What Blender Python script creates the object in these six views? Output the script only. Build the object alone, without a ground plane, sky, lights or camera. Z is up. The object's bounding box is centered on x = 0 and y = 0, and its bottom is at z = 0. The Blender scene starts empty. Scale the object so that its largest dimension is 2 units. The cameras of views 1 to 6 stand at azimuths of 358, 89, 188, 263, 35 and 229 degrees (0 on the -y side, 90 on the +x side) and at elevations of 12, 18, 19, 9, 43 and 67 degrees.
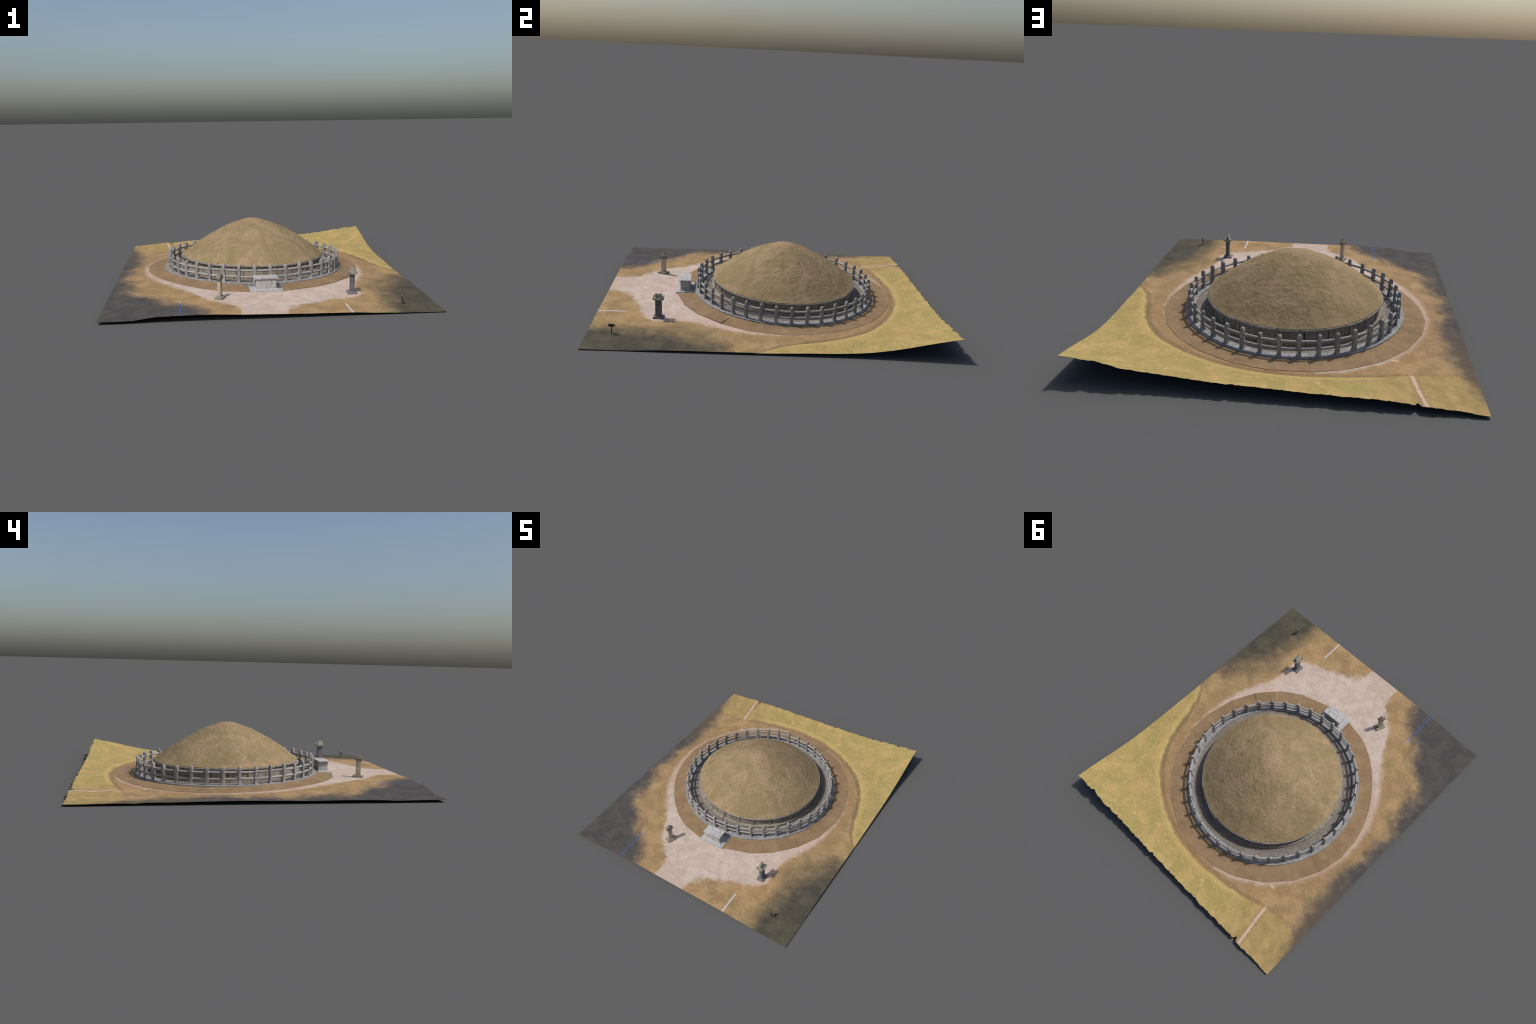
"""Royal burial mound with stone fence on a clipped patch of dry grass."""
import bpy, bmesh, math, random
import numpy as np
from mathutils import Matrix, Vector, noise as mnoise

random.seed(7)
PI = math.pi
CX, CY = -0.0276, 0.0998            # centre of the mound
TILT_AZ, TILT = math.radians(-122), 0.0231   # the whole monument leans a little up to the south-west
GX, GY = TILT * math.cos(TILT_AZ), TILT * math.sin(TILT_AZ)
FLOOR = 0.0335                      # paved floor height at the centre


def plane_z(x, y):
    return FLOOR + GX * (x - CX) + GY * (y - CY)


def polar(r, deg):
    a = math.radians(deg)
    return CX + r * math.cos(a), CY + r * math.sin(a)


def smooth(a, b, x):
    t = np.clip((x - a) / (b - a), 0, 1)
    return t * t * (3 - 2 * t)


# ------------------------------------------------------------------ numpy noise
def lattice(ix, iy, seed):
    h = (ix.astype(np.int64) * 374761393 + iy.astype(np.int64) * 668265263 + seed * 974711) & 0x7FFFFFFF
    h = ((h ^ (h >> 13)) * 1274126177) & 0x7FFFFFFF
    return ((h ^ (h >> 16)) & 0xFFFF) / 32767.5 - 1.0


def vnoise(x, y, seed=0):
    x, y = np.asarray(x, float), np.asarray(y, float)
    ix, iy = np.floor(x), np.floor(y)
    fx, fy = x - ix, y - iy
    fx, fy = fx * fx * (3 - 2 * fx), fy * fy * (3 - 2 * fy)
    a, b = lattice(ix, iy, seed), lattice(ix + 1, iy, seed)
    c, d = lattice(ix, iy + 1, seed), lattice(ix + 1, iy + 1, seed)
    return (a * (1 - fx) + b * fx) * (1 - fy) + (c * (1 - fx) + d * fx) * fy


def fbm(x, y, octaves=3, seed=0):
    s, amp = 0, 1.0
    for k in range(octaves):
        s = s + amp * vnoise(x * 2 ** k, y * 2 ** k, seed + k)
        amp *= 0.5
    return s


# ------------------------------------------------------------------ node helper
class Nodes:
    """Small expression builder for shader node trees."""

    def __init__(self, name):
        self.mat = bpy.data.materials.new(name)
        self.mat.use_nodes = True
        self.t = self.mat.node_tree
        self.bsdf = self.t.nodes["Principled BSDF"]
        self.coord = self.t.nodes.new("ShaderNodeTexCoord").outputs["Object"]

    def put(self, sock, v):
        if isinstance(v, bpy.types.NodeSocket):
            self.t.links.new(v, sock)
        elif isinstance(v, (tuple, list)) and len(v) == 3 and sock.type == "RGBA":
            sock.default_value = (*v, 1)
        else:
            sock.default_value = v

    def m(self, op, a, b=0.0, c=None, clamp=False):
        n = self.t.nodes.new("ShaderNodeMath")
        n.operation, n.use_clamp = op, clamp
        self.put(n.inputs[0], a)
        self.put(n.inputs[1], b)
        if c is not None:
            self.put(n.inputs[2], c)
        return n.outputs[0]

    def step(self, x, a, b):
        n = self.t.nodes.new("ShaderNodeMapRange")
        n.interpolation_type = "SMOOTHSTEP"
        self.put(n.inputs["Value"], x)
        if a > b:
            a, b = b, a
            n.inputs["To Min"].default_value, n.inputs["To Max"].default_value = 1, 0
        n.inputs["From Min"].default_value, n.inputs["From Max"].default_value = a, b
        return n.outputs["Result"]

    def remap(self, x, a, b, c, d):
        n = self.t.nodes.new("ShaderNodeMapRange")
        self.put(n.inputs["Value"], x)
        for k, v in zip(("From Min", "From Max", "To Min", "To Max"), (a, b, c, d)):
            n.inputs[k].default_value = v
        return n.outputs["Result"]

    def xyz(self, vec=None):
        n = self.t.nodes.new("ShaderNodeSeparateXYZ")
        self.put(n.inputs[0], vec or self.coord)
        return n.outputs

    def noise(self, scale, detail=4.0, rough=0.55, vec=None, offset=0.0, stretch=None, distort=0.0):
        mp = self.t.nodes.new("ShaderNodeMapping")
        self.put(mp.inputs["Vector"], vec or self.coord)
        mp.inputs["Location"].default_value = (offset, offset * 0.7, offset * 1.3)
        if stretch:
            mp.inputs["Scale"].default_value = stretch
        n = self.t.nodes.new("ShaderNodeTexNoise")
        self.put(n.inputs["Vector"], mp.outputs[0])
        n.inputs["Scale"].default_value, n.inputs["Detail"].default_value = scale, detail
        n.inputs["Roughness"].default_value, n.inputs["Distortion"].default_value = rough, distort
        return n.outputs["Fac"]

    def mix(self, fac, a, b, blend="MIX"):
        n = self.t.nodes.new("ShaderNodeMix")
        n.data_type, n.blend_type = "RGBA", blend
        self.put(n.inputs[0], fac)
        self.put(n.inputs[6], a)
        self.put(n.inputs[7], b)
        return n.outputs[2]

    def scale_colour(self, col, fac):
        n = self.t.nodes.new("ShaderNodeVectorMath")
        n.operation = "SCALE"
        self.put(n.inputs[0], col)
        self.put(n.inputs["Scale"], fac)
        return n.outputs[0]

    def curve(self, x, points):
        n = self.t.nodes.new("ShaderNodeFloatCurve")
        cu = n.mapping.curves[0]
        n.mapping.use_clip = False
        while len(cu.points) > 2:
            cu.points.remove(cu.points[-1])
        cu.points[0].location, cu.points[1].location = points[0], points[-1]
        for p in points[1:-1]:
            cu.points.new(*p)
        for p in cu.points:
            p.handle_type = "VECTOR"
        n.mapping.update()
        self.put(n.inputs["Value"], x)
        return n.outputs[0]

    def random(self):
        return self.t.nodes.new("ShaderNodeObjectInfo").outputs["Random"]

    def bump(self, height, strength, distance):
        n = self.t.nodes.new("ShaderNodeBump")
        n.inputs["Strength"].default_value, n.inputs["Distance"].default_value = strength, distance
        self.put(n.inputs["Height"], height)
        self.t.links.new(n.outputs[0], self.bsdf.inputs["Normal"])

    def finish(self, colour, rough=0.95, spec=0.15):
        self.put(self.bsdf.inputs["Base Color"], colour)
        self.bsdf.inputs["Roughness"].default_value = rough
        self.bsdf.inputs["Specular IOR Level"].default_value = spec
        return self.mat


# ------------------------------------------------------------------ mesh helpers
def new_object(name, mesh, parent=None, mat=None, smooth_angle=None):
    o = bpy.data.objects.new(name, mesh)
    bpy.context.collection.objects.link(o)
    if parent:
        o.parent = parent
    if mat and not mesh.materials:
        mesh.materials.append(mat)
    return o


def thing(name, label, category, loc=(0, 0, 0)):
    e = bpy.data.objects.new(name, None)
    e.location = loc
    e.empty_display_size = 0.05
    bpy.context.collection.objects.link(e)
    e["label"], e["category"] = label, category
    return e


def place(o, world):
    """World matrix for a child of an unrotated empty (or of another child)."""
    p, base = o.parent, Matrix.Identity(4)
    while p:
        base = p.matrix_basis @ base if p.parent is None else p.matrix_basis @ base
        p = p.parent
    o.matrix_basis = base.inverted() @ world


def mesh_of(name, verts, faces, smooth_shade=False):
    me = bpy.data.meshes.new(name)
    me.from_pydata([tuple(v) for v in verts], [], faces)
    me.update()
    if smooth_shade:
        me.polygons.foreach_set("use_smooth", [True] * len(me.polygons))
    return me


def bm_mesh(name, bm, shade_angle=None):
    bmesh.ops.recalc_face_normals(bm, faces=bm.faces[:])
    me = bpy.data.meshes.new(name)
    bm.to_mesh(me)
    bm.free()
    if shade_angle is not None:
        me.polygons.foreach_set("use_smooth", [True] * len(me.polygons))
        me.set_sharp_from_angle(angle=math.radians(shade_angle))
    return me


def loft(sections, cap=True):
    """bmesh through rings of equal vertex count."""
    bm = bmesh.new()
    rings = [[bm.verts.new(v) for v in s] for s in sections]
    n = len(rings[0])
    for a, b in zip(rings, rings[1:]):
        for i in range(n):
            j = (i + 1) % n
            bm.faces.new((a[i], a[j], b[j], b[i]))
    if cap:
        bm.faces.new(list(reversed(rings[0])))
        bm.faces.new(rings[-1])
    return bm


def rounded_rect(hx, hy, r, z, dx=0.0, dy=0.0, seg=3):
    pts = []
    for q, (sx, sy) in enumerate(((1, 1), (-1, 1), (-1, -1), (1, -1))):
        for k in range(seg + 1):
            a = PI / 2 * (q + k / seg)
            pts.append((dx + sx * (hx - r) + r * math.cos(a), dy + sy * (hy - r) + r * math.sin(a), z))
    return pts


def rough_box(name, hx, hy, z0, z1, bevel, wobble, seed, cuts=3, taper=0.0):
    bm = bmesh.new()
    bmesh.ops.create_cube(bm, size=1)
    for v in bm.verts:
        k = 1 - taper * (v.co.z + 0.5)
        v.co = (v.co.x * 2 * hx * k, v.co.y * 2 * hy * k, z0 + (v.co.z + 0.5) * (z1 - z0))
    bmesh.ops.bevel(bm, geom=bm.edges[:], offset=bevel, segments=2, affect="EDGES", profile=0.6)
    bmesh.ops.subdivide_edges(bm, edges=[e for e in bm.edges if e.calc_length() > 0.006], cuts=cuts, use_grid_fill=True)
    for v in bm.verts:
        v.co += Vector(mnoise.noise_vector(v.co * 60 + Vector((seed * 3.1, seed, 0)))) * wobble
    return bm_mesh(name, bm, 40)


# ================================================================== MATERIALS
def polar_nodes(N, wobble=0.02, wscale=9.0):
    """(angle as 0..1, radius, x, y) around the mound, with the radius made wavy by noise."""
    s = N.xyz()
    dx, dy = N.m("SUBTRACT", s[0], CX), N.m("SUBTRACT", s[1], CY)
    ang = N.m("ARCTAN2", dy, dx)
    u = N.remap(ang, -PI, PI, 0, 1)
    r = N.m("SQRT", N.m("ADD", N.m("MULTIPLY", dx, dx), N.m("MULTIPLY", dy, dy)))
    return u, r, s[0], s[1]


def outline(points):
    """[(degrees, radius)] round the mound -> curve points (closed at +-180), radius halved to fit 0..1."""
    pts = sorted(((d + 180) / 360, r / 2) for d, r in points)
    first, last = pts[0], pts[-1]
    gap = first[0] + 1 - last[0]
    w = last[1] + (first[1] - last[1]) * (1 - last[0]) / gap
    return [(0.0, w)] + pts + [(1.0, w)]


GRAVEL = [(-178, .676), (-170, .682), (-159, .685), (-149, .687), (-140, .694), (-128, .704), (-118, .745), (-112, .81), (-106, .865),
          (-101, .90), (-97.6, .93), (-95.5, .985), (-94.2, 1.3), (-85, 1.3), (-82.5, .99), (-76, .93), (-67.5, .905), (-61, .92),
          (-57, .93), (-51.5, .905), (-48.5, .835), (-45, .775), (-39.6, .737), (-31, .715), (-21, .695), (-12, .678), (0, .668),
          (10, .655), (40, .64), (90, .64), (103, .655), (115, .672), (140, .670), (155, .673), (168, .675)]
TREE_SHADE = [(-180, .735), (-164, .775), (-153, .845), (-146, .895), (-134, .93), (-128, .93), (-120.5, .93), (-113.8, .965), (-107, 1.05),
         (-102, 1.14), (-98, 1.4), (-62, 1.4), (-57, 1.19), (-54, 1.09), (-46.7, .97), (-38, .885), (-31, .87), (-24, .88), (-17, .95),
         (-12, 1.3), (125, 1.4), (136, 1.22), (141.5, 1.07), (147, .90), (158, .79), (165, .755), (172, .735)]
BANK = [(-25, 1.2), (-14, .97), (-8, .872), (-2, .80), (6, .763), (16, .752), (27.6, .748), (38.5, .738), (49.6, .721), (59.6, .706),
        (73.5, .695), (88, .690), (98, .694), (109, .709), (120, .742), (129, .782), (134, .815), (141, .86), (147, 1.0), (155, 1.3)]


def ground_material():
    N = Nodes("dry_grass_ground")
    u, r, x, y = polar_nodes(N)
    fine = N.noise(420, 3, 0.7)
    mid = N.noise(70, 5, 0.6)
    big = N.noise(11, 5, 0.62)
    wav = N.noise(22, 4, 0.6, offset=3.0)
    soft = N.noise(6, 5, 0.6, offset=9.0)
    # tan winter grass with brown and green drifts
    col = N.mix(N.step(big, .36, .62), (.250, .168, .085), (.335, .224, .115))
    col = N.mix(N.m("MULTIPLY", N.step(N.noise(5, 5, .6, offset=5.5), .52, .70), .55), col, (.225, .180, .082))
    col = N.mix(N.m("MULTIPLY", N.step(mid, .55, .75), .45), col, (.385, .280, .150))
    # yellow-green meadow beyond the bank
    rb = N.m("MULTIPLY", N.curve(u, outline(BANK)), 2.0)
    d = N.m("SUBTRACT", N.m("ADD", r, N.m("MULTIPLY", N.m("SUBTRACT", wav, .5), .030)), rb)
    mead = N.mix(N.step(N.noise(9, 5, .65, offset=2.2), .38, .62), (.290, .232, .086), (.372, .268, .108))
    mead = N.mix(N.m("MULTIPLY", N.step(N.noise(34, 5, .65, offset=7.7, stretch=(1, 1.6, 1)), .56, .70), .75), mead, (.52, .40, .195))
    mead = N.mix(N.m("MULTIPLY", N.step(N.noise(17, 6, .7, offset=11.3), .55, .68), .6), mead, (.300, .205, .095))
    mead = N.mix(N.m("MULTIPLY", N.step(N.noise(26, 4, .6, offset=1.2), .58, .74), .45), mead, (.255, .215, .082))
    wild = N.m("ADD", d, N.m("MULTIPLY", N.m("SUBTRACT", mid, .5), .05))
    mead = N.mix(N.step(x, -.35, -.62), mead, N.mix(N.step(big, .38, .62), (.262, .190, .080), (.335, .242, .104)))
    col = N.mix(N.step(wild, -.012, .034), col, mead)
    # bright lip of the bank and the dark line at its foot
    east = N.step(u, .50 - .07, .50 + .02)
    lip = N.m("MULTIPLY", N.m("MULTIPLY", N.step(d, .0, .014), N.step(d, .05, .02)), N.m("MULTIPLY", N.step(u, .86, .83), east))
    col = N.mix(N.m("MULTIPLY", lip, .5), col, (.43, .325, .12))
    foot = N.m("MULTIPLY", N.m("MULTIPLY", N.step(d, -.026, -.006), N.step(d, .010, -.004)), N.m("MULTIPLY", N.step(u, .90, .84), east))
    col = N.mix(N.m("MULTIPLY", foot, .60), col, (.120, .100, .046))
    # brown worn verge round the paving
    verge = N.m("MULTIPLY", N.step(r, .74, .69), N.step(d, .005, -.01))
    col = N.mix(N.m("MULTIPLY", verge, .55), col, (.270, .170, .088))
    # pale sandy gravel
    rg = N.m("MULTIPLY", N.curve(u, outline(GRAVEL)), 2.0)
    g = N.m("SUBTRACT", N.m("ADD", r, N.m("MULTIPLY", N.m("SUBTRACT", wav, .5), .050)), rg)
    grav = N.mix(N.step(N.noise(16, 5, .65, offset=4.4), .35, .65), (.415, .333, .283), (.488, .407, .356))
    grav = N.mix(N.m("MULTIPLY", N.step(mid, .56, .72), .35), grav, (.400, .305, .245))
    edge_fray = N.m("MULTIPLY_ADD", N.step(y, -.45, -.70), .10, .02)
    narrow = N.step(N.m("ABSOLUTE", N.m("ADD", x, .05)), .42, .60)
    grav = N.mix(N.m("MULTIPLY", narrow, .6), grav, (.45, .335, .265))
    grav = N.mix(N.m("MULTIPLY", N.step(N.m("ADD", y, N.m("MULTIPLY", N.m("SUBTRACT", wav, .5), .3)), -.80, -.98), .55), grav, (.400, .305, .225))
    col = N.mix(N.m("MULTIPLY", N.m("MULTIPLY", N.step(N.m("ADD", g, N.m("MULTIPLY", N.m("SUBTRACT", N.noise(30, 6, .7, offset=1.7, stretch=(.5, 1, 1)), .5), edge_fray)), .022, -.024), N.m("MULTIPLY_ADD", N.step(x, -.45, -.62), -.25, 1.0)), .95), col, grav)
    # trodden north path
    px = N.m("ADD", N.m("ADD", x, .59), N.m("MULTIPLY", N.m("SUBTRACT", y, .66), .19))
    pn = N.m("ADD", N.m("ABSOLUTE", px), N.m("MULTIPLY", N.m("SUBTRACT", N.noise(45, 4, .6), .5), .016))
    path = N.m("MULTIPLY", N.step(pn, .0115, .006), N.step(y, .655, .70))
    col = N.mix(N.m("MULTIPLY", path, .95), col, (.46, .335, .255))
    halo = N.m("MULTIPLY", N.step(pn, .034, .012), N.step(y, .64, .70))
    col = N.mix(N.m("MULTIPLY", N.m("SUBTRACT", halo, path, clamp=True), .5), col, (.250, .165, .085))
    ex = N.m("MULTIPLY", N.m("ADD", x, .53), 1 / .024)
    ey = N.m("MULTIPLY", N.m("SUBTRACT", y, .562), 1 / .010)
    patch = N.step(N.m("ADD", N.m("ADD", N.m("MULTIPLY", ex, ex), N.m("MULTIPLY", ey, ey)), N.m("MULTIPLY", mid, 1.2)), 1.7, .9)
    col = N.mix(N.m("MULTIPLY", patch, .8), col, (.50, .355, .27))
    # tree shadows painted into the lawn colour, west side and south-east corner
    rs = N.m("MULTIPLY", N.curve(u, outline(TREE_SHADE)), 2.0)
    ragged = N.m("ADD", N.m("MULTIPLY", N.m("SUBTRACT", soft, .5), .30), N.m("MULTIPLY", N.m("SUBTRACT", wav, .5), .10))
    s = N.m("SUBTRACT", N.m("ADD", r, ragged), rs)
    west_tree_shade = N.step(s, -.085, .075)
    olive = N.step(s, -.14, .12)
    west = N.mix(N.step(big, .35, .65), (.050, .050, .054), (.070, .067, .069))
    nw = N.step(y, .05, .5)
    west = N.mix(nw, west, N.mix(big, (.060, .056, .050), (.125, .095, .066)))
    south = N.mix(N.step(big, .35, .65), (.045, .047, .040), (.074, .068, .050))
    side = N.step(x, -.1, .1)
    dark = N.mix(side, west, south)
    fac = N.mix(side, west_tree_shade, olive)
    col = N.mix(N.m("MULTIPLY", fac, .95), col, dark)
    # painted lines
    wx = N.m("SUBTRACT", x, N.m("MULTIPLY_ADD", y, -.052, .3675))
    white = N.m("MULTIPLY", N.step(N.m("ABSOLUTE", wx), .0062, .0046), N.step(y, -.797, -.801))
    col = N.mix(N.m("MULTIPLY", white, .92), col, (.45, .43, .42))
    bx = N.m("SUBTRACT", x, N.m("MULTIPLY_ADD", y, -.062, -.478))
    blue = N.m("MULTIPLY", N.step(N.m("ABSOLUTE", bx), .0064, .0042), N.step(y, -.722, -.730))
    tape = N.mix(N.step(y, -.80, -.735), N.mix(N.step(mid, .45, .6), (.045, .082, .19), (.065, .105, .22)), (.24, .24, .30))
    col = N.mix(N.m("MULTIPLY", blue, .85), col, tape)
    grain = N.m("ADD", N.remap(fine, .25, .75, .80, 1.20), N.remap(mid, .3, .7, -.10, .10))
    N.bump(N.m("ADD", N.noise(260, 4, .7), N.m("MULTIPLY", mid, 1.5)), .35, .0022)
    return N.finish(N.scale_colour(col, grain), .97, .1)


def dark_rim_material():  # near-black brown for the sheet edge and underside
    N = Nodes("dark_rim")
    return N.finish(N.mix(N.noise(40), (.030, .025, .020), (.060, .048, .034)), 1, .0)


def paving_material():
    """Tamped brown earth-cement apron."""
    N = Nodes("tamped_earth")
    c = N.mix(N.step(N.noise(9, 5, .6), .35, .65), (.195, .130, .074), (.245, .165, .096))
    c = N.mix(N.m("MULTIPLY", N.step(N.noise(40, 4, .6), .55, .75), .35), c, (.275, .190, .115))
    c = N.mix(N.m("MULTIPLY", N.step(N.noise(13, 6, .68, offset=3.3), .50, .66), .55), c, (.275, .205, .105))
    c = N.mix(N.m("MULTIPLY", N.step(N.noise(21, 5, .65, offset=8.1), .56, .70), .45), c, (.150, .108, .068))
    c = N.scale_colour(c, N.remap(N.noise(350, 2), .25, .75, .90, 1.10))
    N.bump(N.noise(180, 4, .6), .2, .0015)
    return N.finish(c, .95, .12)


def mound_material():
    N = Nodes("mound_turf")
    big, mid = N.noise(7, 5, .6, offset=.37, distort=1.2), N.noise(55, 5, .65)
    tuft = N.noise(150, 4, .7, stretch=(1, 1, .5))
    c = N.mix(N.step(big, .38, .64), (.232, .174, .094), (.305, .221, .131))
    c = N.mix(N.m("MULTIPLY", N.step(N.noise(16, 4, .6, offset=6.2, distort=.8), .50, .70), .38), c, (.215, .176, .082))
    c = N.mix(N.m("MULTIPLY", N.step(N.noise(10, 5, .6, offset=2.65, distort=1.0), .54, .70), .6), c, (.305, .205, .122))
    c = N.mix(N.m("MULTIPLY", N.step(N.noise(24, 4, .6, offset=13), .66, .74), .5), c, (.165, .175, .060))
    c = N.mix(N.m("MULTIPLY", N.step(N.noise(4.7, 5, .6, offset=21.4, distort=1.5), .50, .66), .42), c, (.195, .152, .070))
    c = N.mix(N.m("MULTIPLY", N.step(N.noise(75, 3, .6, offset=17), .66, .74), .55), c, (.150, .100, .062))
    s = N.xyz()
    crown = N.m("SQRT", N.m("ADD", N.m("MULTIPLY", s[0], s[0]), N.m("MULTIPLY", s[1], s[1])))
    crown = N.step(N.m("ADD", crown, N.m("MULTIPLY", N.m("SUBTRACT", N.noise(18, 6, .7, offset=31), .5), .34)), .15, .03)
    c = N.mix(N.m("MULTIPLY", crown, .55), c, (.320, .215, .138))     # worn bare earth on the crown
    c = N.mix(N.m("MULTIPLY", N.step(mid, .52, .36), .35), c, (.150, .108, .052))
    c = N.scale_colour(c, N.remap(tuft, .25, .75, .78, 1.22))
    N.bump(N.m("ADD", tuft, mid), .42, .003)
    return N.finish(c, .97, .1)


def stone_material(name, light, dark, stain, warm, streak=True, grain=1.0):
    N = Nodes(name)
    rnd = N.random()
    vec = N.t.nodes.new("ShaderNodeVectorMath")
    vec.operation = "ADD"
    N.put(vec.inputs[0], N.coord)
    comb = N.t.nodes.new("ShaderNodeCombineXYZ")
    for k, f in enumerate((7.0, 11.0, 5.0)):
        N.put(comb.inputs[k], N.m("MULTIPLY", rnd, f))
    N.put(vec.inputs[1], comb.outputs[0])
    v = vec.outputs[0]
    st = (1, 1, .22) if streak else (1, 1, 1)
    a, b = N.noise(70, 5, .65, vec=v), N.noise(110, 4, .65, vec=v, stretch=st, offset=4)
    c = N.mix(N.step(a, .34, .66), dark, light)
    c = N.mix(N.m("MULTIPLY", N.step(b, .50, .70), .75), c, stain)
    c = N.mix(N.m("MULTIPLY", N.step(N.noise(38, 4, .6, vec=v, offset=8), .54, .68), .55), c, warm)
    c = N.scale_colour(c, N.m("ADD", N.remap(rnd, 0, 1, .88, 1.12), N.remap(N.noise(500, 2, .6, vec=v), .25, .75, -.14 * grain, .14 * grain)))
    N.bump(N.m("ADD", a, N.noise(240, 3, .6, vec=v)), .45, .0014)
    return N.finish(c, .88, .25)


M_ground, M_dark_rim, M_apron, M_turf = ground_material(), dark_rim_material(), paving_material(), mound_material()
M_granite = stone_material("weathered_granite", (.33, .316, .300), (.205, .197, .190), (.105, .100, .095), (.30, .262, .21))  # base colour lowered a little toward the shade baked on the posts
M_rail = stone_material("rail_granite", (.37, .36, .348), (.24, .232, .225), (.14, .134, .13), (.34, .30, .25), streak=False)
M_kerb = stone_material("kerb_granite", (.285, .283, .288), (.19, .188, .19), (.125, .12, .116), (.30, .26, .21), streak=False)
M_floor = stone_material("floor_stone", (.215, .192, .168), (.150, .134, .118), (.095, .085, .077), (.25, .21, .165), streak=False)  # walkway colour includes the shadow lying between fence and wall
M_wall = stone_material("retaining_wall_stone", (.30, .265, .215), (.200, .178, .150), (.105, .098, .090), (.33, .245, .165))
M_coping = stone_material("coping_stone", (.285, .262, .225), (.205, .190, .165), (.135, .125, .105), (.26, .235, .17), streak=False)
M_altar = stone_material("altar_granite", (.48, .46, .435), (.385, .37, .35), (.25, .24, .23), (.40, .36, .30), grain=.7)
M_slab = stone_material("pale_slab_stone", (.40, .40, .41), (.31, .31, .315), (.21, .205, .20), (.38, .36, .32), streak=False)
M_top = stone_material("worn_table_top", (.47, .46, .455), (.285, .278, .275), (.175, .17, .165), (.40, .385, .36), streak=False)
M_gap = Nodes("shadowed_joint").finish((.035, .031, .027), 1, 0)
M_west = stone_material("warm_pillar_stone", (.45, .375, .285), (.34, .285, .22), (.21, .18, .15), (.47, .38, .27))
M_westcap = stone_material("mossy_cap_stone", (.245, .215, .160), (.165, .148, .115), (.095, .098, .070), (.30, .25, .18), streak=False)
M_east = stone_material("grey_pillar_stone", (.180, .175, .178), (.125, .123, .128), (.085, .084, .088), (.18, .165, .152))
M_eastcap = stone_material("lichen_cap_stone", (.28, .268, .21), (.175, .170, .14), (.115, .112, .090), (.36, .325, .245), streak=False)
M_post = Nodes("sign_green_paint")
M_post = M_post.finish(M_post.mix(M_post.noise(90), (.040, .042, .026), (.075, .072, .045)), .7, .3)
M_panel = Nodes("sign_panel_grey")
M_panel = M_panel.finish(M_panel.mix(M_panel.noise(120), (.075, .076, .088), (.115, .116, .130)), .6, .3)

# ================================================================== GROUND
SW, SE, NE, NW = np.array([-.8075, -.9995]), np.array([.882, -.9365]), np.array([.8155, .9985]), np.array([-.8845, .931])
EDGE = {  # height of the four rims along their length
    "S": [(0, .0135), (.04, .0125), (.10, .0138), (.13, .0208), (.165, .0286), (.23, .0306), (.28, .0316), (.34, .029), (.41, .024), (.48, .0215),
          (.6, .0172), (.68, .0155), (.74, .0137), (.79, .009), (.86, .0048), (.93, .0026), (1, .0016)],
    "E": [(0, .0016), (.06, .001), (.115, .001), (.167, .0048), (.21, .0075), (.28, .0085), (.42, .0085), (.45, .0097), (.47, .006), (.50, .0066),
          (.59, .0136), (.666, .0167), (.727, .0227), (.764, .0292), (.813, .0432), (.861, .0614), (.905, .0814), (.946, .098), (1, .118)],
    "W": [(0, .0135), (.09, .012), (.14, .0105), (.19, .0146), (.25, .0158), (.32, .0155), (.38, .0142), (.47, .0172), (.54, .0182), (.64, .0168),
          (.73, .0134), (.80, .0135), (.825, .009), (.84, .0105), (.88, .0102), (.95, .0085), (1, .0086)],
    "N": [(0, .0086), (.03, .0125), (.06, .018), (.09, .021), (.13, .028), (.16, .027), (.19, .033), (.23, .0385), (.29, .041), (.37, .042), (.43, .0445),
          (.5, .049), (.58, .052), (.65, .056), (.70, .063), (.75, .069), (.80, .0755), (.855, .0845), (.885, .096), (.915, .1045), (.96, .112), (1, .118)],
}


def rim(side, t):
    p = EDGE[side]
    return np.interp(t, [a for a, _ in p], [b for _, b in p])


RING = [(-180, .0240), (-160, .0285), (-140, .0315), (-125, .0295), (-110, .0255), (-80, .0215), (-60, .0218), (-40, .0210), (-15, .0130),
        (0, .0135), (20, .0160), (45, .0175), (90, .0165), (120, .0148), (135, .0140), (150, .0150), (165, .0190)]    # ground height along the outer side of the apron


def ring_z(theta):
    return polar_curve(RING, theta)


def polar_curve(pts, theta):
    d = np.degrees(theta)
    a = [q[0] for q in pts]
    return np.interp(d, [a[-1] - 360] + a + [a[0] + 360], [pts[-1][1]] + [q[1] for q in pts] + [pts[0][1]])


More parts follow.
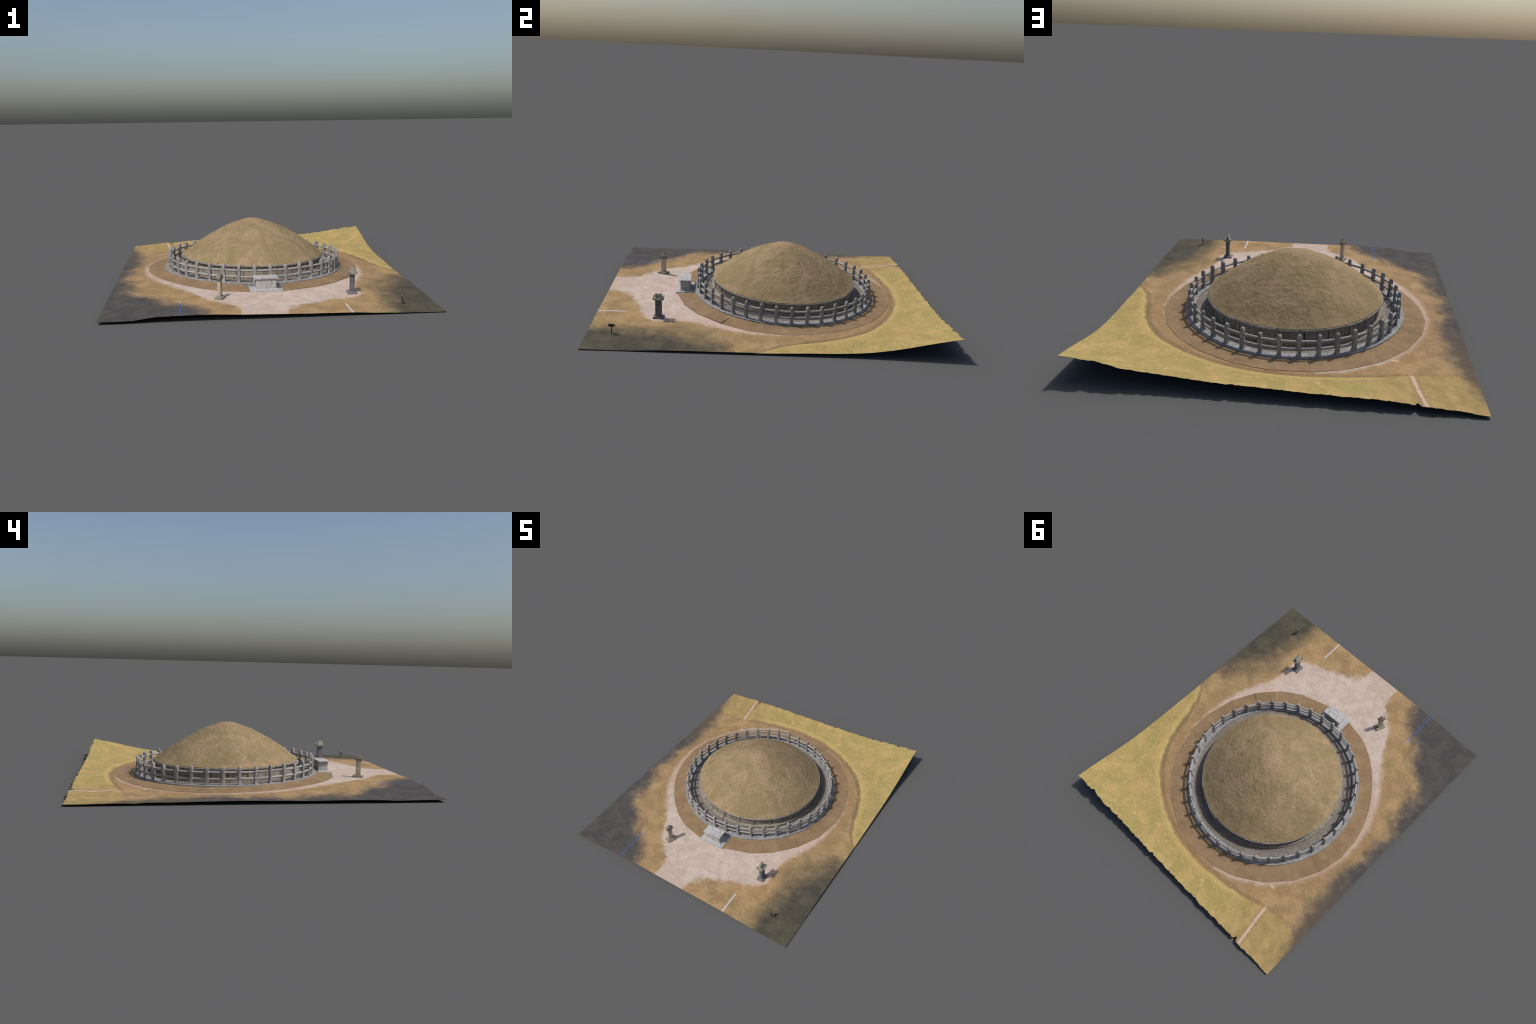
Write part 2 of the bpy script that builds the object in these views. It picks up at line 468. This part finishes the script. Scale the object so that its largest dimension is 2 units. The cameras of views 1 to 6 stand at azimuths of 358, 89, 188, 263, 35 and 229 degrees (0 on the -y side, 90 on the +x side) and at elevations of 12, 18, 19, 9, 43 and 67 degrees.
def ground_height(x, y):
    x, y = np.asarray(x, float), np.asarray(y, float)
    dx, dy = x - CX, y - CY
    r, th = np.hypot(dx, dy) + 1e-9, np.arctan2(dy, dx)
    ux, uy = dx / r, dy / r
    best, edge = np.full(x.shape, 1e9), np.zeros(x.shape)
    for side, a, b in (("S", SW, SE), ("E", SE, NE), ("N", NW, NE), ("W", SW, NW)):
        ex, ey = b - a
        den = ux * ey - uy * ex
        den = np.where(np.abs(den) < 1e-9, 1e-9, den)
        s = ((a[0] - CX) * ey - (a[1] - CY) * ex) / den
        t = ((a[0] - CX) * uy - (a[1] - CY) * ux) / den
        ok = (s > 0) & (s < best)
        best, edge = np.where(ok, s, best), np.where(ok, rim(side, np.clip(t, 0, 1)), edge)
    t = np.clip((r - .665) / (best - .665), 0, 1.02)
    deg = np.degrees(th)
    k = 1.10 + .78 * np.clip((edge - .025) / .05, 0, 1) - .45 * smooth(120, 160, np.abs(deg)) * (np.clip((edge - .025) / .01, 0, 1) < .5)
    z = ring_z(th) + (edge - ring_z(th)) * t ** k
    under = np.minimum(plane_z(x, y) - .008, ring_z(th)) - .004
    z = np.where(r < .665, under + (ring_z(th) - under) * smooth(.60, .668, r), z)
    d = r - polar_curve(BANK, th)
    band = smooth(-20, -6, np.degrees(th)) * (1 - smooth(128, 142, np.degrees(th)))
    fade = np.clip((best - r) / .06, .25, 1)
    z = z + band * fade * (-.0050 * np.exp(-((d + .010) / .012) ** 2) + .0050 * smooth(0, .02, d) * (1 - smooth(.04, .16, d)))
    z = z + np.where(r > .67, fade * (.0011 * fbm(x * 14, y * 14, 3, 5) + .0006 * fbm(x * 70, y * 70, 2, 9)), 0)
    return z


def build_ground():
    n, m = 640, 400
    u, v = np.meshgrid(np.linspace(0, 1, n + 1), np.linspace(0, 1, m + 1))
    B = lambda k: (SW[k] * (1 - u) + SE[k] * u) * (1 - v) + (NW[k] * (1 - u) + NE[k] * u) * v
    x, y = B(0), B(1)
    # crumbled northern rim: bites and teeth, a notch where the path leaves
    t = u[0]
    jag = .0038 * fbm(t * 110, t * 0, 3, 21) + .002 * fbm(t * 33, t * 0, 2, 4) - .012 * np.clip(fbm(t * 75, t * 0 + 3, 1, 8) - .5, 0, 1) - .002
    jag = jag - .018 * np.exp(-((t - .162) / .006) ** 2) - .014 * np.exp(-((t - .918) / .008) ** 2) + .006 * np.exp(-((t - .135) / .02) ** 2)
    jag = jag * smooth(0, .01, t) * smooth(1, .985, t)
    w = smooth(.97, 1, v)
    y = y + w * jag[None, :]
    z = np.maximum(ground_height(x, y), .0012)
    top = np.stack([x, y, z], -1).reshape(-1, 3)
    bot = top.copy()
    bot[:, 2] = np.maximum(bot[:, 2] - .0013, .0)
    N = (n + 1) * (m + 1)
    idx = np.arange(N).reshape(m + 1, n + 1)
    q = np.stack([idx[:-1, :-1], idx[:-1, 1:], idx[1:, 1:], idx[1:, :-1]], -1).reshape(-1, 4)
    faces = [q, q[:, ::-1] + N]
    loop = np.concatenate([idx[0, :-1], idx[:-1, -1], idx[-1, :0:-1], idx[:0:-1, 0]])
    nxt = np.roll(loop, -1)
    faces.append(np.stack([loop, loop + N, nxt + N, nxt], -1))
    f = np.concatenate(faces)
    me = bpy.data.meshes.new("grass_ground")
    V = np.concatenate([top, bot])
    me.vertices.add(len(V))
    me.vertices.foreach_set("co", V.ravel())
    me.loops.add(f.size)
    me.loops.foreach_set("vertex_index", f.ravel())
    me.polygons.add(len(f))
    me.polygons.foreach_set("loop_start", np.arange(len(f)) * 4)
    mat = np.ones(len(f), int)
    mat[: len(q)] = 0
    me.polygons.foreach_set("use_smooth", mat == 0)
    me.update(calc_edges=True)
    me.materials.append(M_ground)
    me.materials.append(M_dark_rim)
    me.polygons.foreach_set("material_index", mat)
    me.validate()
    o = new_object("grass_ground", me)
    o["label"], o["category"] = "square patch of dry yellowish grass with sandy path", "lawn"
    # tamped apron of wedge slabs round the fence
    n_slab = 24
    for k in range(n_slab):
        a0, a1 = -32 + 15 * k + .03, -32 + 15 * (k + 1) - .03
        outer = .6625 + random.uniform(-.003, .003)
        rows, cols = 10, 14
        V, F = [], []
        for i in range(rows + 1):
            for j in range(cols + 1):
                a = a0 + (a1 - a0) * j / cols
                s = i / rows
                half = math.radians(a1 - a0) / 2
                straight = math.cos(half) / math.cos(math.radians(a - (a0 + a1) / 2))   # polygonal outer side
                rr = .548 + (outer * (1 + s * (straight - 1) * .8) - .548) * s
                px, py = polar(rr, a)
                zi = plane_z(*polar(.553, a)) - .0065 + .0055 * math.exp(-(((a + 138 + 180) % 360 - 180) / 40) ** 2)
                zo = float(ring_z(math.radians(a))) + .0018
                zi -= .009 * math.exp(-((a % 360 - 274) / 13) ** 2)          # the ground sinks round the altar
                lift = .0006 * (1 - min(1, abs(j - cols / 2) / (cols / 2)) ** 6)
                ax, ay = px - .0195, py + .5075
                ca, sa = math.cos(math.radians(4.9)), math.sin(math.radians(4.9))
                inside = max(abs(ax * ca + ay * sa) - .096, abs(ay * ca - ax * sa) - .066)
                if inside < .02:
                    zi, zo = min(zi, .0262 + max(0, inside) * .5), min(zo, .0250 + max(0, inside) * .5)
                V.append((px, py, zi + (zo - zi) * s + lift - .0008 * s ** 6 + .0008 * mnoise.noise(Vector((px, py, k)) * 20)))
        nv = len(V)
        V += [(a, b, c - .006) for a, b, c in V]
        w = cols + 1
        for i in range(rows):
            for j in range(cols):
                p = i * w + j
                F.append((p, p + w, p + w + 1, p + 1))
                F.append((nv + p, nv + p + 1, nv + p + w + 1, nv + p + w))
        border = [j for j in range(cols)] + [i * w + cols for i in range(rows)] + [rows * w + j for j in range(cols, 0, -1)] + [i * w for i in range(rows, 0, -1)]
        for a, b in zip(border, border[1:] + border[:1]):
            F.append((a, b, nv + b, nv + a))
        me = mesh_of("paving_slab", V, F)
        bm = bmesh.new()
        bm.from_mesh(me)
        bpy.data.meshes.remove(me)
        new_object("paving_slab", bm_mesh("paving_slab", bm, 35), o, M_apron)
    return o


# ================================================================== MOUND
R_K = [0, .03, .06, .12, .18, .24, .30, .36, .41, .437, .447]
R_H = [.3335, .3315, .3240, .3030, .2762, .2445, .2103, .1695, .1315, .1125, .1045]


def profile(r):
    # smooth cubic through the measured section
    h = 0.012
    return sum(np.interp(np.abs(r + k * h), R_K, R_H) * w for k, w in ((-2, .1), (-1, .22), (0, .36), (1, .22), (2, .1)))


def rim_swell(a):
    """The rim is not quite round: wider to east and west, drawn in to the south."""
    return .0030 * np.cos(2 * a) + .0015 * np.sin(a)


def build_mound():
    root = thing("burial_mound", "round grassy burial mound on low stone wall", "tomb", (CX, CY, FLOOR))
    nr, na = 150, 480
    V, F = [], []
    rr = np.linspace(.0, 1, nr + 1)[1:] ** .85 * .4385
    A = np.arange(na) * 2 * PI / na
    R, T = np.meshgrid(rr, A, indexing="ij")
    x, y = R * np.cos(T), R * np.sin(T)
    edge = .0012 * fbm(T * 20, R * 0, 2, 3) * smooth(.40, .44, R)
    b = np.sin(PI * R / .45)
    z = profile(R) - FLOOR + GX * x + GY * y + b * (.0012 * np.cos(T) - .0030 * np.sin(T)) + b * b * .0026 * np.cos(2 * T)
    off = (np.degrees(T) - 48 + 180) % 360 - 180
    z -= .0058 * np.exp(-((R - .33) / .10) ** 2) * np.exp(-(off / 42) ** 2)      # slump on the north-east flank
    z += (.0020 * fbm(x * 5.3 + .4, y * 5.3 + .2, 2, 44) + .0024 * fbm(x * 13, y * 13, 3, 2) + .0008 * fbm(x * 55, y * 55, 2, 6) + .0006 * fbm(x * 130, y * 130, 2, 16)) * smooth(.445, .36, R) + .0010 * fbm(x * 90, y * 90, 2, 31)
    swell = 1 + (edge + rim_swell(T) * smooth(.25, .43, R)) / .44
    x, y = x * swell, y * swell
    verts = np.stack([x, y, z], -1).reshape(-1, 3).tolist()
    skirt = [(math.cos(a) * .432, math.sin(a) * .432, .066 + GX * math.cos(a) * .43 + GY * math.sin(a) * .43) for a in A]
    verts += skirt + [(0, 0, float(profile(0.0)) - FLOOR)]
    for i in range(nr):
        for j in range(na):
            k = (j + 1) % na
            F.append((i * na + j, (i + 1) * na + j, (i + 1) * na + k, i * na + k))
    top = len(verts) - 1
    F += [(top, j, (j + 1) % na) for j in range(na)]
    me = mesh_of("grass_dome", verts, F, True)
    o = new_object("grass_dome", me, root, M_turf)

    def ring_piece(name, a0, a1, r0, r1, h0, h1, seg, bevel, mat, jit=0.0, parent=root):
        """Wedge-shaped block on the leaning floor, from angle a0 to a1."""
        bm = bmesh.new()
        cols = []
        for j in range(seg + 1):
            a = math.radians(a0 + (a1 - a0) * j / seg)
            c, s = math.cos(a), math.sin(a)
            base = lambda r: GX * r * c + GY * r * s
            cols.append([bm.verts.new((r * c, r * s, base(r) + h)) for r, h in ((r0, h0), (r1, h0), (r1, h1), (r0, h1))])
        for p, q in zip(cols, cols[1:]):
            for i in range(4):
                k = (i + 1) % 4
                bm.faces.new((p[i], p[k], q[k], q[i]))
        bm.faces.new(cols[0])
        bm.faces.new(list(reversed(cols[-1])))
        bmesh.ops.recalc_face_normals(bm, faces=bm.faces[:])
        if bevel:
            sharp = [e for e in bm.edges if len(e.link_faces) == 2 and e.calc_face_angle() > .6]
            bmesh.ops.bevel(bm, geom=sharp, offset=bevel, segments=1, affect="EDGES")
        if jit:
            off = Vector((random.random(), random.random(), random.random())) * 50
            for v in bm.verts:
                v.co += Vector(mnoise.noise_vector(v.co * 45 + off)) * jit
        return new_object(name, bm_mesh(name, bm, 35), parent, mat)

    # retaining wall: panels, pilasters, foot course, coping
    bm = loft([[(rad * math.cos(a), rad * math.sin(a), h + (GX * math.cos(a) + GY * math.sin(a)) * rad) for a in A[::4]] for rad, h in ((.4245, -.012), (.4245, .070))], cap=False)
    wall = new_object("retaining_wall", bm_mesh("retaining_wall", bm, 60), root, M_gap)
    for k in range(24):
        a = -1 + 15 * k
        w = random.uniform(-.3, .3)
        split = random.choice((0, 0, .5, .42))
        if split:
            m = a + 1.6 + (15 - 3.2) * split
            ring_piece("wall_panel", a + 1.5, m - .12, .415, .4295 + random.uniform(-.001, .001), .0155, .063, 3, .0008, M_wall, .0006, wall)
            ring_piece("wall_panel", m + .12, a + 13.5, .415, .4295 + random.uniform(-.001, .001), .0155, .063, 3, .0008, M_wall, .0006, wall)
        else:
            ring_piece("wall_panel", a + 1.5, a + 13.5, .415, .4295 + random.uniform(-.001, .001), .0155, .063, 5, .0008, M_wall, .0006, wall)
        ring_piece("wall_pilaster", a - 1.25 + w, a + 1.25 + w, .415, .4335 + random.uniform(-.0008, .001), -.004, .064, 2, .0010, M_wall, .0006, wall)
        ring_piece("foot_course", a + .15, a + 14.85, .415, .4505 + random.uniform(-.0015, .0015), -.006, .0148 + random.uniform(-.001, .001), 5, .0010, M_wall, .0006, wall)
    for k in range(25):
        a = 42.8 + 14.4 * k
        ring_piece("coping_stone", a + .08, a + 14.32, .418, .4430 + float(rim_swell(math.radians(a + 7.2))) + random.uniform(-.0016, .0016), .0655 + random.uniform(-.0005, .0005), .0765 + random.uniform(-.0007, .0007), 8, .0018, M_coping, .0008, wall)
    return root, ring_piece


# ================================================================== FENCE
N_POST, R_POST, POST_A0, POST_STEP = 38, .5306, -90.6, 360 / 38
POST_H = .0985


def post_mesh(seed):
    rnd = random.Random(seed)
    hx, hy = .0094, .0088            # radial, tangential half widths
    secs = [rounded_rect(hx + .0022, hy + .0022, .002, -.004), rounded_rect(hx + .0022, hy + .0020, .002, .003),
            rounded_rect(hx + .0006, hy + .0005, .002, .0062), rounded_rect(hx, hy, .0022, .012)]
    for z in (.03, .05, .07):
        secs.append(rounded_rect(hx + rnd.uniform(-.0004, .0004), hy + rnd.uniform(-.0004, .0004), .0022, z))
    secs += [rounded_rect(hx * .98, hy * .98, .0022, .086), rounded_rect(hx * .90, hy * .90, .0026, .0915), rounded_rect(hx * .74, hy * .74, .003, .0955),
             rounded_rect(hx * .48, hy * .48, .003, .0977), rounded_rect(hx * .18, hy * .18, .001, POST_H)]
    bm = loft(secs)
    for v in bm.verts:
        v.co += Vector(mnoise.noise_vector(v.co * 80 + Vector((seed * 5.0, 0, 0)))) * .0006
    return bm_mesh("fence_post", bm, 50)


def rail_mesh(seed):
    rnd = random.Random(100 + seed)
    n, L = 8, .5
    secs = []
    for k in range(7):
        t = k / 6
        sag = -.0008 * math.sin(PI * t) + rnd.uniform(-.0003, .0003)
        r = .0061 * (1 + .05 * math.sin(PI * t)) + rnd.uniform(-.0002, .0002)
        secs.append([((t - .5), r * math.cos(PI / 8 + 2 * PI * i / n), sag + r * 1.02 * math.sin(PI / 8 + 2 * PI * i / n)) for i in range(n)])
    return bm_mesh("fence_rail", loft(secs), 50)


def build_fence(ring_piece):
    root = thing("stone_fence", "ring of grey stone posts with double rails", "fence", (CX, CY, FLOOR))
    posts, rails = [post_mesh(k) for k in range(5)], [rail_mesh(k) for k in range(5)]
    lean = Vector((-GX, -GY, 1)).normalized()
    feet = []
    for k in range(N_POST):
        swing = 2 * PI * 3 / N_POST          # the ring is a little three-lobed
        a = POST_A0 + POST_STEP * k + .35 * math.sin(swing * (N_POST - k - 4.0)) + random.uniform(-.06, .06)
        x, y = polar(R_POST + .004 * math.sin(swing * (N_POST - k - .5)), a)
        z = plane_z(x, y) + .0012
        feet.append(Vector((x, y, z)))
        o = new_object("fence_post", posts[k % 5], root, M_granite)
        tip = Matrix.Rotation(random.uniform(-.02, .02), 4, "X") @ Matrix.Rotation(random.uniform(-.02, .02), 4, "Y")
        spin = Matrix.Rotation(math.radians(a + random.choice((0, 180)) + random.uniform(-2, 2)), 4, "Z")
        s = Matrix.Diagonal((random.uniform(.94, 1.06), random.uniform(.94, 1.07), random.uniform(.975, 1.03), 1))
        place(o, Matrix.Translation((x, y, z)) @ tip @ spin @ s)
    for k in range(N_POST):
        p, q = feet[k], feet[(k + 1) % N_POST]
        for h in (.0675, .0315):
            o = new_object("fence_rail", rails[(k * 2 + int(h * 100)) % 5], root, M_rail)
            a, b = p + Vector((0, 0, h + random.uniform(-.0012, .0012))), q + Vector((0, 0, h + random.uniform(-.0012, .0012)))
            d = b - a
            rot = d.to_track_quat("X", "Z").to_matrix().to_4x4()
            place(o, Matrix.Translation((a + b) / 2) @ rot @ Matrix.Rotation(random.choice((0, PI / 4)), 4, "X") @ Matrix.Diagonal((d.length * .93, 1, random.uniform(.95, 1.08), 1)))
    # kerb under the posts and the paved walk inside it
    for k in range(N_POST):
        a = POST_A0 + POST_STEP * (k + .5)
        ring_piece("kerb_stone", a + .03, a + POST_STEP - .03, .508, .5555 + random.uniform(-.0006, .0006), -.020, .0 + random.uniform(-.0004, .0006), 3, .0007, M_kerb, .0004, root)
    bm_n = 44
    for k in range(bm_n):
        a = 360 / bm_n * k + 2
        m = .470 + random.uniform(-.012, .012)
        for r0, r1 in ((.424, m - .0002), (m + .0002, .5078)):
            ring_piece("walk_slab", a + .02, a + 360 / bm_n - .02, r0, r1, -.014, -.0035 + random.uniform(-.0008, .0008), 2, .0004, M_floor, .0003, root)
    return root


# ================================================================== ALTAR, PILLARS, SIGN
def build_altar():
    rot = Matrix.Rotation(math.radians(4.9), 4, "Z")
    root = thing("stone_altar", "low rectangular pale stone offering table", "altar", (.0175, -.5085, .024))
    base = Matrix.Translation((.0175, -.5085, 0)) @ rot

    def part(name, mesh, mat, dx=0.0, dy=0.0):
        o = new_object(name, mesh, root, mat)
        place(o, base @ Matrix.Translation((dx, dy, 0)))
        return o

    part("ground_slab", rough_box("ground_slab", .0895, .0570, .0195, .0285, .0010, .0004, 1), M_slab, .002, .001)
    part("plinth", rough_box("plinth", .0630, .0350, .0280, .0345, .0012, .0004, 2), M_altar, .001)
    part("altar_body", rough_box("altar_body", .0562, .0294, .0335, .0886, .0014, .0008, 3), M_altar, .001)
    for dx in (-.047, .004, .043):      # shallow panel ribs on the front and back
        for dy in (-.0298, .0298):
            part("panel_rib", rough_box("panel_rib", .0042, .0010, .036, .084, .0005, .0002, 4 + dx), M_altar, dx, dy)
    part("table_top", rough_box("table_top", .0665, .0365, .0884, .0962, .0014, .0011, 9), M_top)
    return root


def stacked_cap(name, levels):
    return loft([rounded_rect(hx, hy, min(hx, hy) * .18, z) for hx, hy, z in levels])


def build_west_pillar():
    c = (-.2295, -.6840)
    root = thing("stone_pillar", "short warm stone pillar with small hipped cap", "pillar", (*c, .019))
    base = Matrix.Translation((*c, 0)) @ Matrix.Rotation(math.radians(-20), 4, "Z")
    o = new_object("pillar_base", rough_box("pillar_base", .0215, .0320, .0150, .0375, .0022, .0010, 21), root, M_westcap)
    place(o, base)
    o = new_object("pillar_shaft", rough_box("pillar_shaft", .0086, .0153, .0365, .1295, .0012, .0005, 22, taper=.06), root, M_west)
    place(o, base)
    bm = stacked_cap("c", [(.0090, .0165, .1200), (.0112, .0215, .1225), (.0116, .0240, .1290), (.0118, .0250, .1370), (.0105, .0235, .1400),
                           (.0098, .0175, .1460), (.0086, .0115, .1530), (.0068, .0065, .1575), (.0042, .0042, .1595), (.0046, .0050, .1625), (.0034, .0035, .1655), (.0012, .0010, .1675)])
    for v in bm.verts:
        v.co.z = .1675 - (.1675 - v.co.z) * .84
    for v in bm.verts:
        v.co += Vector(mnoise.noise_vector(v.co * 70)) * .0010
    o = new_object("pillar_cap", bm_mesh("pillar_cap", bm, 35), root, M_westcap)
    place(o, base)


def build_east_pillar():
    c = (.4770, -.6015)
    root = thing("stone_pillar", "grey stone pillar with flared temple roof cap", "pillar", (*c, .016))
    base = Matrix.Translation((*c, 0)) @ Matrix.Rotation(math.radians(2.5), 4, "Z")
    lean = Matrix.Rotation(math.radians(1.5), 4, "Y")
    o = new_object("pillar_base", rough_box("pillar_base", .0248, .0300, .0110, .0270, .0045, .0010, 31), root, M_east)
    place(o, base)
    o = new_object("pillar_shaft", rough_box("pillar_shaft", .0102, .0176, .0260, .1205, .0014, .0004, 32), root, M_east)
    place(o, base @ Matrix.Translation((.002, 0, 0)))
    # roof: concave slopes to a saddle ridge, upturned corners, hipped ends
    hx, hy, n = .0222, .0300, 14
    V, F = [], []
    for j in range(2 * n + 1):
        for i in range(2 * n + 1):
            a, b = i / n - 1, j / n - 1
            A, B = abs(a), abs(b)
            z = .1295 + .0270 * (1 - A) ** 1.35 + .0055 * (B / .58) ** 2 * (1 - A) ** 2 * (B <= .6)
            if B > .6:
                z = .1295 + (.0270 * (1 - A) ** 1.35 + .0055 * (1 - A) ** 2) * max(0, 1 - (B - .6) / .16) * .9
            z += .0125 * (A * B) ** 2.5 + .002 * A ** 6 - .0045 * math.exp(-((A - .62) / .18) ** 2) * (1 - B ** 4)
            z += .0016 * math.cos(b * PI * 5.5) * (A > .15) * (1 - B ** 3)      # tile ribs
            V.append((a * hx, b * hy, z))
    top = len(V)
    w = 2 * n + 1
    for j in range(w):
        for i in range(w):
            a, b = i / n - 1, j / n - 1
            k = max(abs(a), abs(b))
            V.append((a * hx * (.50 + .47 * k ** 2), b * hy * (.60 + .37 * k ** 2), .1180 + .0040 * k ** 2 + .0100 * (abs(a) * abs(b)) ** 3))
    for j in range(w - 1):
        for i in range(w - 1):
            p = j * w + i
            F.append((p, p + 1, p + w + 1, p + w))
            F.append((top + p, top + p + w, top + p + w + 1, top + p + 1))
    border = [i for i in range(w - 1)] + [j * w + w - 1 for j in range(w - 1)] + [(w - 1) * w + i for i in range(w - 1, 0, -1)] + [j * w for j in range(w - 1, 0, -1)]
    for p, q in zip(border, border[1:] + border[:1]):
        F.append((p, top + p, top + q, q))
    me = mesh_of("pillar_roof", V, F)
    bm = bmesh.new()
    bm.from_mesh(me)
    bpy.data.meshes.remove(me)
    for v in bm.verts:
        v.co += Vector(mnoise.noise_vector(v.co * 110)) * .0012
    o = new_object("pillar_roof", bm_mesh("pillar_roof", bm, 50), root, M_eastcap)
    place(o, base @ Matrix.Translation((.002, 0, 0)))


def build_sign():
    c = (.6950, -.8120)
    z0 = float(ground_height(*c))
    root = thing("information_sign", "small dark green signboard on a thin post", "sign", (*c, z0))
    o = new_object("sign_post", rough_box("sign_post", .0024, .0024, z0 - .004, .0480, .0006, .0001, 41), root, M_post)
    place(o, Matrix.Translation((*c, 0)))
    tilt = Matrix.Translation((c[0] - .002, c[1], .0530)) @ Matrix.Rotation(math.radians(32), 4, "Y")
    o = new_object("sign_board", rough_box("sign_board", .0020, .0163, -.0112, .0112, .0006, .0001, 42), root, M_post)
    place(o, tilt)
    p = new_object("sign_panel", rough_box("sign_panel", .0006, .0122, -.0074, .0074, .0003, 0, 43), o, M_panel)
    p.matrix_basis = Matrix.Translation((-.0020, 0, 0))


build_ground()
_, ring_piece = build_mound()
build_fence(ring_piece)
build_altar()
build_west_pillar()
build_east_pillar()
build_sign()
